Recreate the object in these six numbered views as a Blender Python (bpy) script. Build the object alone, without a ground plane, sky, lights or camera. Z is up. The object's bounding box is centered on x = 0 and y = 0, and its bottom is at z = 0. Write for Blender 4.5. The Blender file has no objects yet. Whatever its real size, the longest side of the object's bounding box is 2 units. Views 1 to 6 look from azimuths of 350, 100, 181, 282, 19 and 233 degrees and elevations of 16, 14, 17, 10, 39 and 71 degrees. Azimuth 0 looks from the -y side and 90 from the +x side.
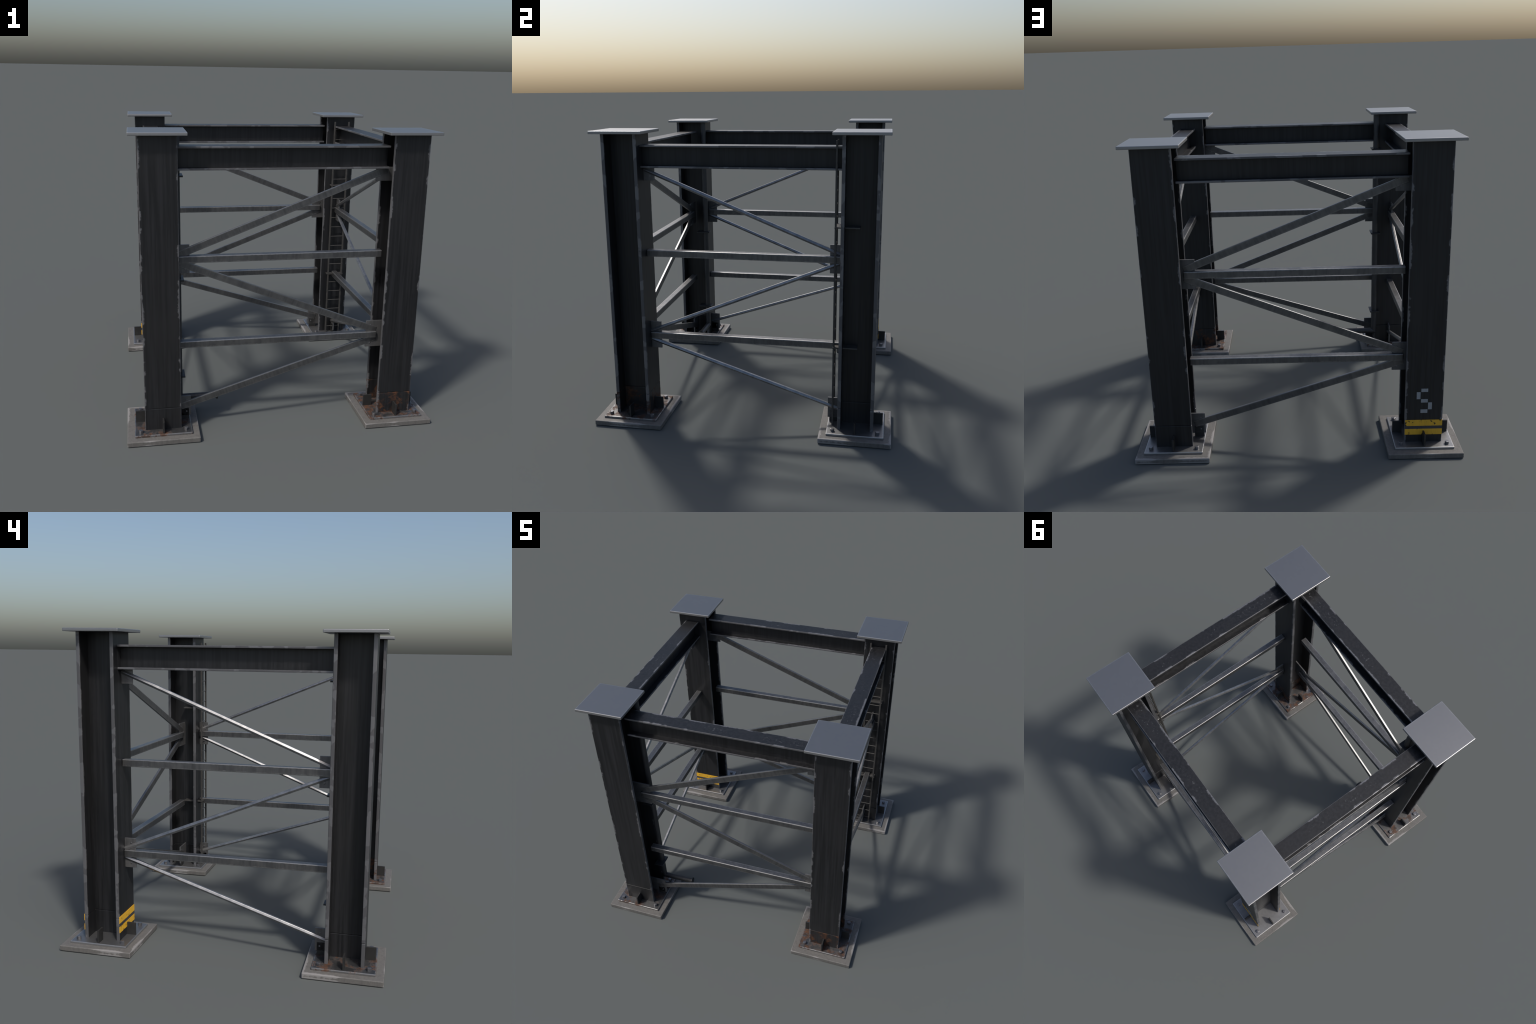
"""Welded steel support frame: four H-section columns on footings, tied by
I-beams, square-tube struts and zig-zag braces, with a ladder, a drain pipe
and hazard markings."""
import math
import bpy
import bmesh
from mathutils import Matrix, Vector

# ------------------------------------------------------------------ dimensions
COL_X, COL_Y = 0.7715, 0.7415          # column centres
FOOT_H, FOOT_R = 0.034, 0.2282         # footing slab height, half width
PLATE_TOP, PLATE_R = 0.0485, 0.1812    # base plate
SEAM_Z = 0.1935                        # welded splice in the column
COL_TOP, CAP_TOP, CAP_R = 1.9085, 1.9270, 0.1685
FL_W, FL_D, FL_T, WEB_T = 0.1145, 0.1143, 0.0215, 0.017
BEAM_Z0, BEAM_Z1, BEAM_W, BEAM_T, BEAM_WEB = 1.6955, 1.8370, 0.1105, 0.0125, 0.015
TUBE = 0.0445
END_X, END_Y = 0.6535, 0.6265          # where members meet the columns
MID_Z, LOW_Z = 1.1412, 0.5795

# ------------------------------------------------------------------ node helper


class Nodes:
    """Small builder for a node-based material."""

    def __init__(self, name):
        self.mat = bpy.data.materials.new(name)
        self.mat.use_nodes = True
        self.t = self.mat.node_tree
        self.t.nodes.clear()
        self.out = self.n("ShaderNodeOutputMaterial")
        self.bsdf = self.n("ShaderNodeBsdfPrincipled")
        self.link(self.bsdf.outputs[0], self.out.inputs[0])
        co = self.n("ShaderNodeTexCoord")
        info = self.n("ShaderNodeObjectInfo")
        self.local = co.outputs["Object"]
        self.place = self.vec("ADD", self.local, info.outputs["Location"])

    def n(self, kind, **kw):
        node = self.t.nodes.new(kind)
        for k, v in kw.items():
            setattr(node, k, v)
        return node

    def link(self, a, b):
        self.t.links.new(a, b)

    def put(self, sock, v):
        if hasattr(v, "is_output"):
            self.link(v, sock)
        elif isinstance(v, (tuple, list)) and len(v) == 3 and sock.type == "RGBA":
            sock.default_value = (*v, 1.0)
        else:
            sock.default_value = v

    def vec(self, op, a, b):
        m = self.n("ShaderNodeVectorMath", operation=op)
        self.put(m.inputs[0], a)
        self.put(m.inputs[1], b)
        return m.outputs[0]

    def math(self, op, a, b=0.0, c=None, clamp=False):
        m = self.n("ShaderNodeMath", operation=op, use_clamp=clamp)
        self.put(m.inputs[0], a)
        self.put(m.inputs[1], b)
        if c is not None:
            self.put(m.inputs[2], c)
        return m.outputs[0]

    def noise(self, scale, detail=3.0, rough=0.55, stretch=(1, 1, 1), offset=(0, 0, 0)):
        mp = self.n("ShaderNodeMapping")
        mp.inputs["Scale"].default_value = stretch
        mp.inputs["Location"].default_value = offset
        self.link(self.place, mp.inputs[0])
        t = self.n("ShaderNodeTexNoise")
        t.inputs["Scale"].default_value = scale
        t.inputs["Detail"].default_value = detail
        t.inputs["Roughness"].default_value = rough
        self.link(mp.outputs[0], t.inputs["Vector"])
        return t.outputs["Fac"]

    def step(self, v, lo, hi, a=0.0, b=1.0):
        m = self.n("ShaderNodeMapRange", interpolation_type="SMOOTHSTEP")
        self.put(m.inputs[0], v)
        for i, x in enumerate((lo, hi, a, b)):
            self.put(m.inputs[i + 1], x)
        return m.outputs[0]

    def mix(self, f, a, b):
        m = self.n("ShaderNodeMix", data_type="RGBA")
        self.put(m.inputs[0], f)
        self.put(m.inputs[6], a)
        self.put(m.inputs[7], b)
        return m.outputs[2]

    def blend(self, f, a, b):
        m = self.n("ShaderNodeMix", data_type="FLOAT")
        self.put(m.inputs[0], f)
        self.put(m.inputs[2], a)
        self.put(m.inputs[3], b)
        return m.outputs[0]

    def axis(self, i):
        s = self.n("ShaderNodeSeparateXYZ")
        self.link(self.local, s.inputs[0])
        return s.outputs[i]

    def edge_gap(self, *pairs, rim=False):
        """Distance to the nearest long edge: pairs are (axis, half size).
        With one pair it is the gap to that side, with more the second smallest;
        rim takes the nearest side instead."""
        gaps = [self.math("SUBTRACT", h, self.math("ABSOLUTE", self.axis(i))) for i, h in pairs]
        if len(gaps) == 1:
            return gaps[0]
        if len(gaps) == 2:
            return self.math("MINIMUM" if rim else "MAXIMUM", *gaps)
        a, b, c = gaps
        lo = self.math("MINIMUM", a, b)
        hi = self.math("MAXIMUM", a, b)
        return self.math("MAXIMUM", lo, self.math("MINIMUM", hi, c))

    def finish(self, colour, metal, rough, bump=None, strength=0.15, spec=0.5):
        self.put(self.bsdf.inputs["Base Color"], colour)
        self.put(self.bsdf.inputs["Metallic"], metal)
        self.put(self.bsdf.inputs["Roughness"], rough)
        self.put(self.bsdf.inputs["Specular IOR Level"], spec)
        if bump is not None:
            b = self.n("ShaderNodeBump")
            b.inputs["Strength"].default_value = strength
            b.inputs["Distance"].default_value = 0.002
            self.link(bump, b.inputs["Height"])
            self.link(b.outputs[0], self.bsdf.inputs["Normal"])
        return self.mat


RUST_A, RUST_B = (0.026, 0.0125, 0.0075), (0.105, 0.038, 0.012)


def rust_layer(k, colour, metal, rough, amount):
    """Patchy rust over a surface; amount 0..1 moves the threshold."""
    patch = k.noise(13.0, 5.0, 0.68, offset=(3.1, 0.4, 7.7))
    tone = k.noise(38.0, 4.0, 0.6)
    f = k.step(patch, 0.66 - 0.20 * amount, 0.78 - 0.20 * amount, 0.0, 0.92)
    return (k.mix(f, colour, k.mix(k.step(tone, 0.35, 0.7), RUST_A, RUST_B)),
            k.blend(f, metal, 0.0), k.blend(f, rough, 0.75))


def painted_steel(name, edge, rust=0.0, wear=1.0, scuffs=False):
    """Near-black paint with vertical weather streaks, rubbed bright on the edges."""
    k = Nodes(name)
    streak = k.noise(55.0, 4.0, 0.6, (1, 1, 0.03))
    broad = k.noise(4.0, 3.0, 0.5, (1, 1, 0.5))
    paint = k.mix(k.step(streak, 0.36, 0.66), (0.0060, 0.0064, 0.0075), (0.0165, 0.0168, 0.0190))  # paint tinted bluish for the navy sky reflection on the steel
    paint = k.mix(k.step(broad, 0.4, 0.75, 0.0, 0.5), paint, (0.0170, 0.0168, 0.0172))
    gap = k.edge_gap(*edge)
    ragged = k.noise(58.0, 5.0, 0.7)
    where = k.noise(8.0, 2.5, 0.55, offset=(9.0, 2.0, 5.0))
    reach = k.math("MULTIPLY", k.step(where, 0.50, 0.58), k.math("MULTIPLY_ADD", ragged, 0.030, -0.005))
    worn = k.step(k.math("SUBTRACT", reach, gap), -0.004, 0.006, 0.0, 0.9 * wear)
    thin = k.step(k.math("SUBTRACT", k.math("MULTIPLY", ragged, 0.006), gap), -0.002, 0.002, 0.0, 0.45 * wear)
    worn = k.math("MAXIMUM", worn, thin)
    if scuffs:
        fleck = k.step(k.noise(62.0, 3.0, 0.6, offset=(1.0, 6.0, 0.0)), 0.60, 0.66)
        side = k.step(k.math("ABSOLUTE", k.axis(1)), 0.012, 0.03, 1.0, 0.0)
        lengthwise = k.step(k.noise(5.0, 1.0, offset=(4.0, 4.0, 1.0)), 0.46, 0.6)
        top = k.step(k.axis(2), BEAM_Z1 - 0.004, BEAM_Z1 - 0.002)
        fleck = k.math("MULTIPLY", k.math("MULTIPLY", fleck, side), k.math("MULTIPLY", lengthwise, top))
        worn = k.math("MAXIMUM", worn, k.math("MULTIPLY", fleck, 0.35))
    colour = k.mix(worn, paint, (0.20, 0.20, 0.21))
    metal = k.math("MULTIPLY", worn, 0.6)
    rough = k.blend(worn, 0.43, 0.40)
    if rust:
        colour, metal, rough = rust_layer(k, colour, metal, rough, rust)
    return k.finish(colour, metal, rough, streak, 0.06)


def bare_steel(name, edge, base=0.17, metal=0.85, rough=0.42, rust=0.0, wear=1.0, cloud=1.0, rim=False):
    """Dull zinc-grey steel with banding across the member."""
    k = Nodes(name)
    band = k.noise(48.0, 3.0, 0.6, (1, 1, 0.06))
    blotch = k.noise(16.0, 4.0, 0.6)
    c = k.mix(k.step(band, 0.3, 0.7, 0.5 - 0.5 * cloud, 0.5 + 0.5 * cloud), (base * 0.72, base * 0.73, base * 0.75), (base, base, base * 1.02))
    c = k.mix(k.step(blotch, 0.42, 0.72, 0.0, 0.5 * cloud), c, (base * 1.25, base * 1.23, base * 1.2))
    gap = k.edge_gap(*edge, rim=rim)
    rag = k.noise(60.0, 3.0, 0.6, offset=(2.0, 8.0, 1.0))
    worn = k.step(k.math("SUBTRACT", k.math("MULTIPLY", rag, 0.012), gap), -0.0025, 0.003, 0.0, 0.7 * wear)
    c = k.mix(worn, c, (base * 2.0, base * 1.98, base * 1.97))  # paler colour along the edges, broken up by noise
    m, r = metal, k.math("MULTIPLY_ADD", blotch, 0.14 * cloud, rough - 0.07 * cloud)
    if rust:
        c, m, r = rust_layer(k, c, m, r, rust)
    return k.finish(c, m, r, band, 0.04)


def concrete():
    k = Nodes("weathered_footing")
    fine = k.noise(90.0, 5.0, 0.6)
    band = k.noise(42.0, 3.0, 0.6, (1, 1, 0.08))
    c = k.mix(k.step(fine, 0.3, 0.7), (0.112, 0.107, 0.100), (0.136, 0.130, 0.122))
    c = k.mix(k.step(band, 0.45, 0.7, 0.0, 0.55), c, (0.085, 0.081, 0.076))
    z = k.math("SUBTRACT", k.axis(2), FOOT_H / 2)
    gx = k.math("SUBTRACT", FOOT_R, k.math("ABSOLUTE", k.axis(0)))
    gy = k.math("SUBTRACT", FOOT_R, k.math("ABSOLUTE", k.axis(1)))
    gz = k.math("SUBTRACT", FOOT_H / 2, k.math("ABSOLUTE", z))
    lo, hi = k.math("MINIMUM", gx, gy), k.math("MAXIMUM", gx, gy)
    gap = k.math("MAXIMUM", lo, k.math("MINIMUM", hi, gz))
    where = k.step(k.noise(3.5, 1.0, offset=(5.0, 1.0, 0.0)), 0.42, 0.56)
    rag = k.math("MULTIPLY", k.math("MULTIPLY_ADD", k.noise(50.0, 3.0), 0.024, 0.002), where)
    worn = k.step(k.math("SUBTRACT", rag, gap), -0.004, 0.004, 0.0, 0.8)
    c = k.mix(worn, c, (0.26, 0.25, 0.245))
    return k.finish(c, 0.0, 0.62, fine, 0.08, 0.4)


def marking(name, colour, dirt, holes):
    k = Nodes(name)
    grain = k.noise(60.0, 3.0, 0.6, (1, 1, 0.15))
    spots = k.noise(34.0, 4.0, 0.6, offset=(7.0, 3.0, 2.0))
    c = k.mix(k.step(grain, 0.35, 0.7, 0.0, 0.35), colour, tuple(x * 0.72 for x in colour))
    c = k.mix(k.step(spots, holes, holes + 0.07), c, dirt)
    return k.finish(c, 0.0, 0.5)


def plain(name, colour, metal, rough):
    k = Nodes(name)
    g = k.noise(40.0, 3.0, 0.6)
    c = k.mix(k.step(g, 0.35, 0.7), tuple(x * 0.8 for x in colour), colour)
    return k.finish(c, metal, rough)


M_COL = painted_steel("painted_column", [(0, FL_W)])
M_FOOTCOL = painted_steel("painted_column_foot", [(0, FL_W)])
M_FOOTRUST = painted_steel("rusted_column_foot", [(0, FL_W)], rust=0.95)
M_BEAM = painted_steel("painted_beam", [(1, BEAM_W / 2)], scuffs=True)
M_TUBE = bare_steel("zinc_tube", [(1, TUBE / 2), (2, TUBE / 2)])
M_BRACE = bare_steel("zinc_brace", [(2, TUBE / 2)], wear=0.4)
M_ROD = bare_steel("zinc_rod", [(1, 1.0)], wear=0.0, base=0.31, rough=0.35)
M_CAP = bare_steel("cap_steel", [(0, CAP_R), (1, CAP_R)], base=0.29, wear=0.4, cloud=0.06, rough=0.40, rim=True)
M_PLATE = bare_steel("base_plate_steel", [(0, PLATE_R), (1, PLATE_R)], base=0.27, wear=0.5, cloud=0.3, rim=True)  # base raised to carry the sun's sheen on the back plates
M_PLATE_RUST = bare_steel("rusted_base_plate", [(0, PLATE_R), (1, PLATE_R)], base=0.15, wear=1.0, cloud=0.6, rust=0.95, rim=True)
M_GUSSET = bare_steel("gusset_steel", [(0, 1.0)], base=0.16, wear=0.0, metal=0.6)
M_STIFF = plain("stiffener_paint", (0.026, 0.026, 0.026), 0.1, 0.5)
M_BOLT = plain("bolt_steel", (0.22, 0.22, 0.23), 0.8, 0.35)
M_FOOT = concrete()
M_LADDER = plain("ladder_steel", (0.085, 0.082, 0.078), 0.4, 0.5)
M_PIPE = bare_steel("pipe_steel", [(0, 1.0)], base=0.075, wear=0.0, rough=0.48, metal=0.5)
M_CLAMP = plain("clamp_steel", (0.06, 0.062, 0.066), 0.6, 0.42)
M_YELLOW = marking("hazard_yellow", (0.72, 0.40, 0.028), (0.02, 0.018, 0.014), 0.58)
M_DARK = marking("hazard_dark", (0.045, 0.045, 0.05), (0.07, 0.07, 0.075), 0.62)
M_WHITE = marking("stencil_paint", (0.30, 0.31, 0.32), (0.05, 0.05, 0.05), 0.66)

# ------------------------------------------------------------------ mesh helpers
SCENE = bpy.context.scene.collection


def to_object(name, bm, mat, parent=None, matrix=None, local=None):
    bmesh.ops.recalc_face_normals(bm, faces=bm.faces)
    me = bpy.data.meshes.new(name)
    bm.to_mesh(me)
    bm.free()
    me.materials.append(mat)
    return place(name, me, parent, matrix, local)


def place(name, me, parent=None, matrix=None, local=None):
    ob = bpy.data.objects.new(name, me)
    SCENE.objects.link(ob)
    if parent is not None:
        ob.parent = parent
    ob.matrix_basis = matrix if matrix is not None else Matrix.Translation(local or (0, 0, 0))
    return ob


def bevel(bm, width, edges=None, seg=2):
    if width > 0:
        bmesh.ops.bevel(bm, geom=list(edges if edges is not None else bm.edges), offset=width,
                        segments=seg, profile=0.5, affect="EDGES", clamp_overlap=True)


def box(sx, sy, sz, at=(0, 0, 0), bev=0.002, bm=None):
    b = bmesh.new()
    bmesh.ops.create_cube(b, size=1.0)
    bmesh.ops.scale(b, vec=(sx, sy, sz), verts=b.verts)
    bevel(b, bev)
    bmesh.ops.translate(b, vec=at, verts=b.verts)
    return merge(bm, b)


def merge(bm, b):
    if bm is None:
        return b
    me = bpy.data.meshes.new("scratch")
    b.to_mesh(me)
    b.free()
    bm.from_mesh(me)
    bpy.data.meshes.remove(me)
    return bm


def prism(outline, a, b, axis, bev=0.0):
    """Extrude a closed outline (u, v) from a to b along an axis (0 x, 2 z)."""
    bm = bmesh.new()
    pt = (lambda u, v, w: (u, v, w)) if axis == 2 else (lambda u, v, w: (w, u, v))
    lo = [bm.verts.new(pt(u, v, a)) for u, v in outline]
    hi = [bm.verts.new(pt(u, v, b)) for u, v in outline]
    n = len(outline)
    for i in range(n):
        bm.faces.new((lo[i], lo[(i + 1) % n], hi[(i + 1) % n], hi[i]))
    bm.faces.new(lo[::-1])
    bm.faces.new(hi)
    bmesh.ops.recalc_face_normals(bm, faces=bm.faces)
    if bev:
        bm.normal_update()
        bevel(bm, bev, [e for e in bm.edges if e.is_convex and e.calc_face_angle(0) > 0.6])
    return bm


def h_outline(w, d, t, web):
    """H profile: flanges at v = +-d, web along v."""
    s = web / 2
    return [(-w, -d), (w, -d), (w, -d + t), (s, -d + t), (s, d - t), (w, d - t),
            (w, d), (-w, d), (-w, d - t), (-s, d - t), (-s, -d + t), (-w, -d + t)]


def cylinder(r, p, q, sides=20, bm=None, bev=0.0, turn=0.0):
    p, q = Vector(p), Vector(q)
    b = bmesh.new()
    bmesh.ops.create_cone(b, cap_ends=True, segments=sides, radius1=r, radius2=r, depth=(q - p).length,
                          matrix=Matrix.Rotation(turn, 4, "Z"))
    if bev:
        bevel(b, bev, [e for e in b.edges if len(e.link_faces) == 2 and e.calc_face_angle(0) > 1.2], 2)
    rot = (q - p).to_track_quat("Z", "Y").to_matrix().to_4x4()
    bmesh.ops.transform(b, matrix=Matrix.Translation((p + q) / 2) @ rot, verts=b.verts)
    for f in b.faces:
        f.smooth = sides > 10 and len(f.verts) == 4
    return merge(bm, b)


# ------------------------------------------------------------------ the frame
frame = bpy.data.objects.new("steel_support_frame", None)
SCENE.objects.link(frame)
frame["label"] = "dark steel tower base on four footings with cross bracing"
frame["category"] = "steel frame"


def mesh_of(bm, name, mat):
    bmesh.ops.recalc_face_normals(bm, faces=bm.faces)
    me = bpy.data.meshes.new(name)
    bm.to_mesh(me)
    bm.free()
    me.materials.append(mat)
    return me


PROFILE = h_outline(FL_W, FL_D, FL_T, WEB_T)
column_me = mesh_of(prism(PROFILE, SEAM_Z + 0.0008, COL_TOP + 0.001, 2, 0.003), "column", M_COL)
foot_me = mesh_of(prism(PROFILE, PLATE_TOP - 0.003, SEAM_Z - 0.0008, 2, 0.003), "column_foot", M_FOOTCOL)
foot_rust_me = foot_me.copy()
foot_rust_me.materials[0] = M_FOOTRUST
cap_me = mesh_of(box(2 * CAP_R, 2 * CAP_R, CAP_TOP - COL_TOP, (0, 0, (CAP_TOP + COL_TOP) / 2), 0.003), "cap_plate", M_CAP)
slab_me = mesh_of(box(2 * FOOT_R, 2 * FOOT_R, FOOT_H, (0, 0, FOOT_H / 2), 0.005), "footing", M_FOOT)
plate_bm = box(2 * PLATE_R, 2 * PLATE_R, PLATE_TOP - FOOT_H + 0.002, (0, 0, (PLATE_TOP + FOOT_H - 0.002) / 2), 0.004)
plate_me = mesh_of(plate_bm, "base_plate", M_PLATE)
plate_rust_me = plate_me.copy()
plate_rust_me.materials[0] = M_PLATE_RUST
stiff_me = mesh_of(box(0.060, 0.0105, 0.081, (0.143, 0, PLATE_TOP + 0.0385), 0.0012), "stiffener", M_STIFF)
anchor_me = mesh_of(cylinder(0.0136, (0, 0, PLATE_TOP - 0.001), (0, 0, 0.0672), 6, bev=0.0016), "anchor_bolt", M_BOLT)

columns = {}
for name, sx, sy in (("A", -1, -1), ("B", 1, -1), ("C", 1, 1), ("D", -1, 1)):
    col = place("column", column_me, frame, local=(sx * COL_X, sy * COL_Y, 0))
    columns[name] = col
    place("column_foot", foot_rust_me if name == "B" else foot_me, col)
    place("cap_plate", cap_me, col)
    place("footing", slab_me, col)
    place("base_plate", plate_rust_me if name in "AB" else plate_me, col)
    for i in range(4):
        place("stiffener", stiff_me, col, Matrix.Rotation(i * math.pi / 2, 4, "Z"))
    for bx, by in ((-1, -1), (1, -1), (1, 1), (-1, 1)):
        turn = Matrix.Rotation(0.4 + 1.7 * bx + 0.9 * by + sx, 4, "Z")
        place("anchor_bolt", anchor_me, col, Matrix.Translation((0.1422 * bx, 0.1422 * by, 0)) @ turn)

# the four sides: a local frame whose x runs along the side
SIDES = {
    "front": (Matrix.Translation((0, -COL_Y, 0)), END_X, False),
    "right": (Matrix.Translation((COL_X, 0, 0)) @ Matrix.Rotation(math.pi / 2, 4, "Z"), END_Y, True),
    "back": (Matrix.Translation((0, COL_Y, 0)) @ Matrix.Rotation(math.pi, 4, "Z"), END_X, False),
    "left": (Matrix.Translation((-COL_X, 0, 0)) @ Matrix.Rotation(-math.pi / 2, 4, "Z"), END_Y, True),
}

beam_outline = [(u, v + (BEAM_Z0 + BEAM_Z1) / 2) for u, v in
                h_outline(BEAM_W / 2, (BEAM_Z1 - BEAM_Z0) / 2, BEAM_T, BEAM_WEB)]


def zigzag(mirror):
    """Brace centre lines as (start u, z, end u, z), u = -1 or 1 on the side."""
    top, mid_up, mid_dn, low_up, low_dn, base = 1.6835, 1.1695, 1.1180, 0.6065, 0.5525, 0.1395
    s = -1 if mirror else 1
    return [(-s, mid_up, s, top), (-s, mid_dn, s, low_up), (s, low_dn, -s, base)]


gusset_shapes = {}
for side, (mat, end, is_y) in SIDES.items():
    reach = 0.6285 if is_y else COL_X - WEB_T / 2 + 0.001
    to_object("beam", prism(beam_outline, -reach if is_y else -END_X, reach if is_y else END_X, 0, 0.002), M_BEAM, frame, mat)
    for z in (MID_Z, LOW_Z):
        to_object("strut", box(2 * end, TUBE, TUBE, bev=0.004), M_TUBE, frame, mat @ Matrix.Translation((0, 0, z)))
    # which end of the side carries the top node: front/back +u, sides mirrored
    mirror = is_y
    for u0, z0, u1, z1 in zigzag(mirror):
        p, q = Vector((u0 * end, 0, z0)), Vector((u1 * end, 0, z1))
        if p.x > q.x:
            p, q = q, p
        d = q - p
        axis_m = Matrix.Translation((p + q) / 2) @ Matrix.Rotation(-math.atan2(d.z, d.x), 4, "Y")
        if is_y:
            bm = bmesh.new()
            bmesh.ops.create_cone(bm, cap_ends=True, segments=6, radius1=0.0142, radius2=0.0142, depth=d.length,
                                  matrix=Matrix.Rotation(math.pi / 2, 4, "Y") @ Matrix.Rotation(math.pi / 3, 4, "Z"))
            bevel(bm, 0.0012)
            to_object("brace", bm, M_ROD, frame, mat @ axis_m)
        else:
            to_object("brace", box(d.length, 0.0150, 0.0445, bev=0.002), M_BRACE, frame, mat @ axis_m)
    # gusset plates with their bolts, at the four nodes of the zig-zag
    s = -1 if mirror else 1
    for u, zc, half, bolt in ((s, 1.6550, 0.0435, 0.0135), (-s, MID_Z + 0.001, 0.0915, 0.0632),
                              (s, LOW_Z + 0.001, 0.0925, 0.0640), (-s, 0.1440, 0.0700, 0.0405)):
        inner = 0.5865 if not is_y else 0.5575
        outer = 0.7285 if not is_y else 0.6285
        ga = to_object("gusset_plate", box(outer - inner, 0.0105, 2 * half, bev=0.0012), M_GUSSET, frame,
                       mat @ Matrix.Translation((u * (outer + inner) / 2, 0, zc)))
        shift = u * (inner + 0.0285 - (outer + inner) / 2)
        for dz in (-bolt, bolt):
            if zc > 1.5 and dz > 0:
                continue
            to_object("bolt", cylinder(0.0056, (0, -0.0085, 0), (0, 0.0085, 0), 6, bev=0.001), M_BOLT, ga,
                      local=(shift, 0, dz))

# ------------------------------------------------------------------ ladder on the back right column
LX, LY, RAIL = 0.7695, 0.5930, 0.0580
ladder = to_object("ladder", box(0.001, 0.001, 0.001, bev=0), M_LADDER, frame, local=(LX, LY, 0))
bm = bmesh.new()
for s in (-1, 1):
    bm = box(0.0118, 0.0118, 1.871 - PLATE_TOP + 0.001, (s * RAIL, 0, (1.871 + PLATE_TOP - 0.001) / 2), 0.0012, bm)
ladder.data = mesh_of(bm, "ladder", M_LADDER)
rung_me = mesh_of(cylinder(0.0034, (-RAIL, 0, 0), (RAIL, 0, 0), 10), "rung", M_LADDER)
for i in range(22):
    place("rung", rung_me, ladder, local=(0, 0, 0.1040 + 0.08125 * i))
bracket_me = mesh_of(box(0.140, 0.155, 0.0085, (0, 0.0705, 0), 0.001), "ladder_bracket", M_LADDER)
for z in (0.583, 1.352):
    place("ladder_bracket", bracket_me, ladder, local=(0, 0, z))

# ------------------------------------------------------------------ drain pipe on the front left column
PX, PY, PR, PZ = -0.6530, -0.6290, 0.0213, 0.1480
bm = bmesh.new()
ring = 24


def pipe_ring(bm, centre, u, v):
    return [bm.verts.new(Vector(centre) + PR * (math.cos(2 * math.pi * i / ring) * Vector(u) + math.sin(2 * math.pi * i / ring) * Vector(v)))
            for i in range(ring)]


rings = [pipe_ring(bm, (0, 0, CAP_TOP - 0.0165 - PZ), (1, 0, 0), (0, 1, 0)), pipe_ring(bm, (0, 0, 0), (1, 0, 1), (0, 1, 0)),
         pipe_ring(bm, (0.246, 0, 0), (0, 0, 1), (0, 1, 0))]
for a, b in zip(rings, rings[1:]):
    for i in range(ring):
        f = bm.faces.new((a[i], a[(i + 1) % ring], b[(i + 1) % ring], b[i]))
        f.smooth = True
bm.faces.new(rings[0])
bm.faces.new(rings[-1][::-1])
mitre = {e for e in bm.edges if all(v in rings[1] for v in e.verts)}
for e in bm.edges:
    if e in mitre or any(len(f.verts) > 4 for f in e.link_faces):
        e.smooth = False
pipe = to_object("drain_pipe", bm, M_PIPE, frame, local=(PX, PY, PZ))
to_object("pipe_flange", cylinder(0.0285, (0.2455, 0, 0), (0.256, 0, 0), 24, bev=0.002), M_CLAMP, pipe)
clamp_me = mesh_of(box(0.072, 0.108, 0.010, (0.0, -0.0165, 0), 0.0015), "pipe_clamp", M_CLAMP)
for z in (0.3260, 0.9860, 1.6460):
    place("pipe_clamp", clamp_me, pipe, local=(0, 0, z - PZ))

# ------------------------------------------------------------------ markings on the back left column
col_d = columns["D"]
for y in (FL_D + 0.0012, -FL_D - 0.0012):
    for z0, z1, m in ((0.1603, 0.2008, M_YELLOW), (0.1398, 0.1603, M_DARK), (0.0998, 0.1398, M_YELLOW)):
        to_object("hazard_stripe", box(2 * FL_W - 0.001, 0.003, z1 - z0, bev=0), m, col_d, local=(0, y, (z0 + z1) / 2))
stencil = to_object("stencilled_number", box(0.001, 0.001, 0.001, bev=0), M_WHITE, col_d, local=(0, FL_D + 0.0002, 0))
bm = bmesh.new()
for x0, x1, z0, z1 in ((-0.751, -0.792, 0.392, 0.414), (-0.724, -0.747, 0.344, 0.391), (-0.751, -0.792, 0.320, 0.343),
                       (-0.795, -0.818, 0.273, 0.320), (-0.750, -0.792, 0.249, 0.273)):
    bm = box(abs(x1 - x0), 0.0018, z1 - z0, ((x0 + x1) / 2 + COL_X, 0, (z0 + z1) / 2), 0, bm)
stencil.data = mesh_of(bm, "stencilled_number", M_WHITE)

for me in list(bpy.data.meshes):
    if me.users == 0:
        bpy.data.meshes.remove(me)
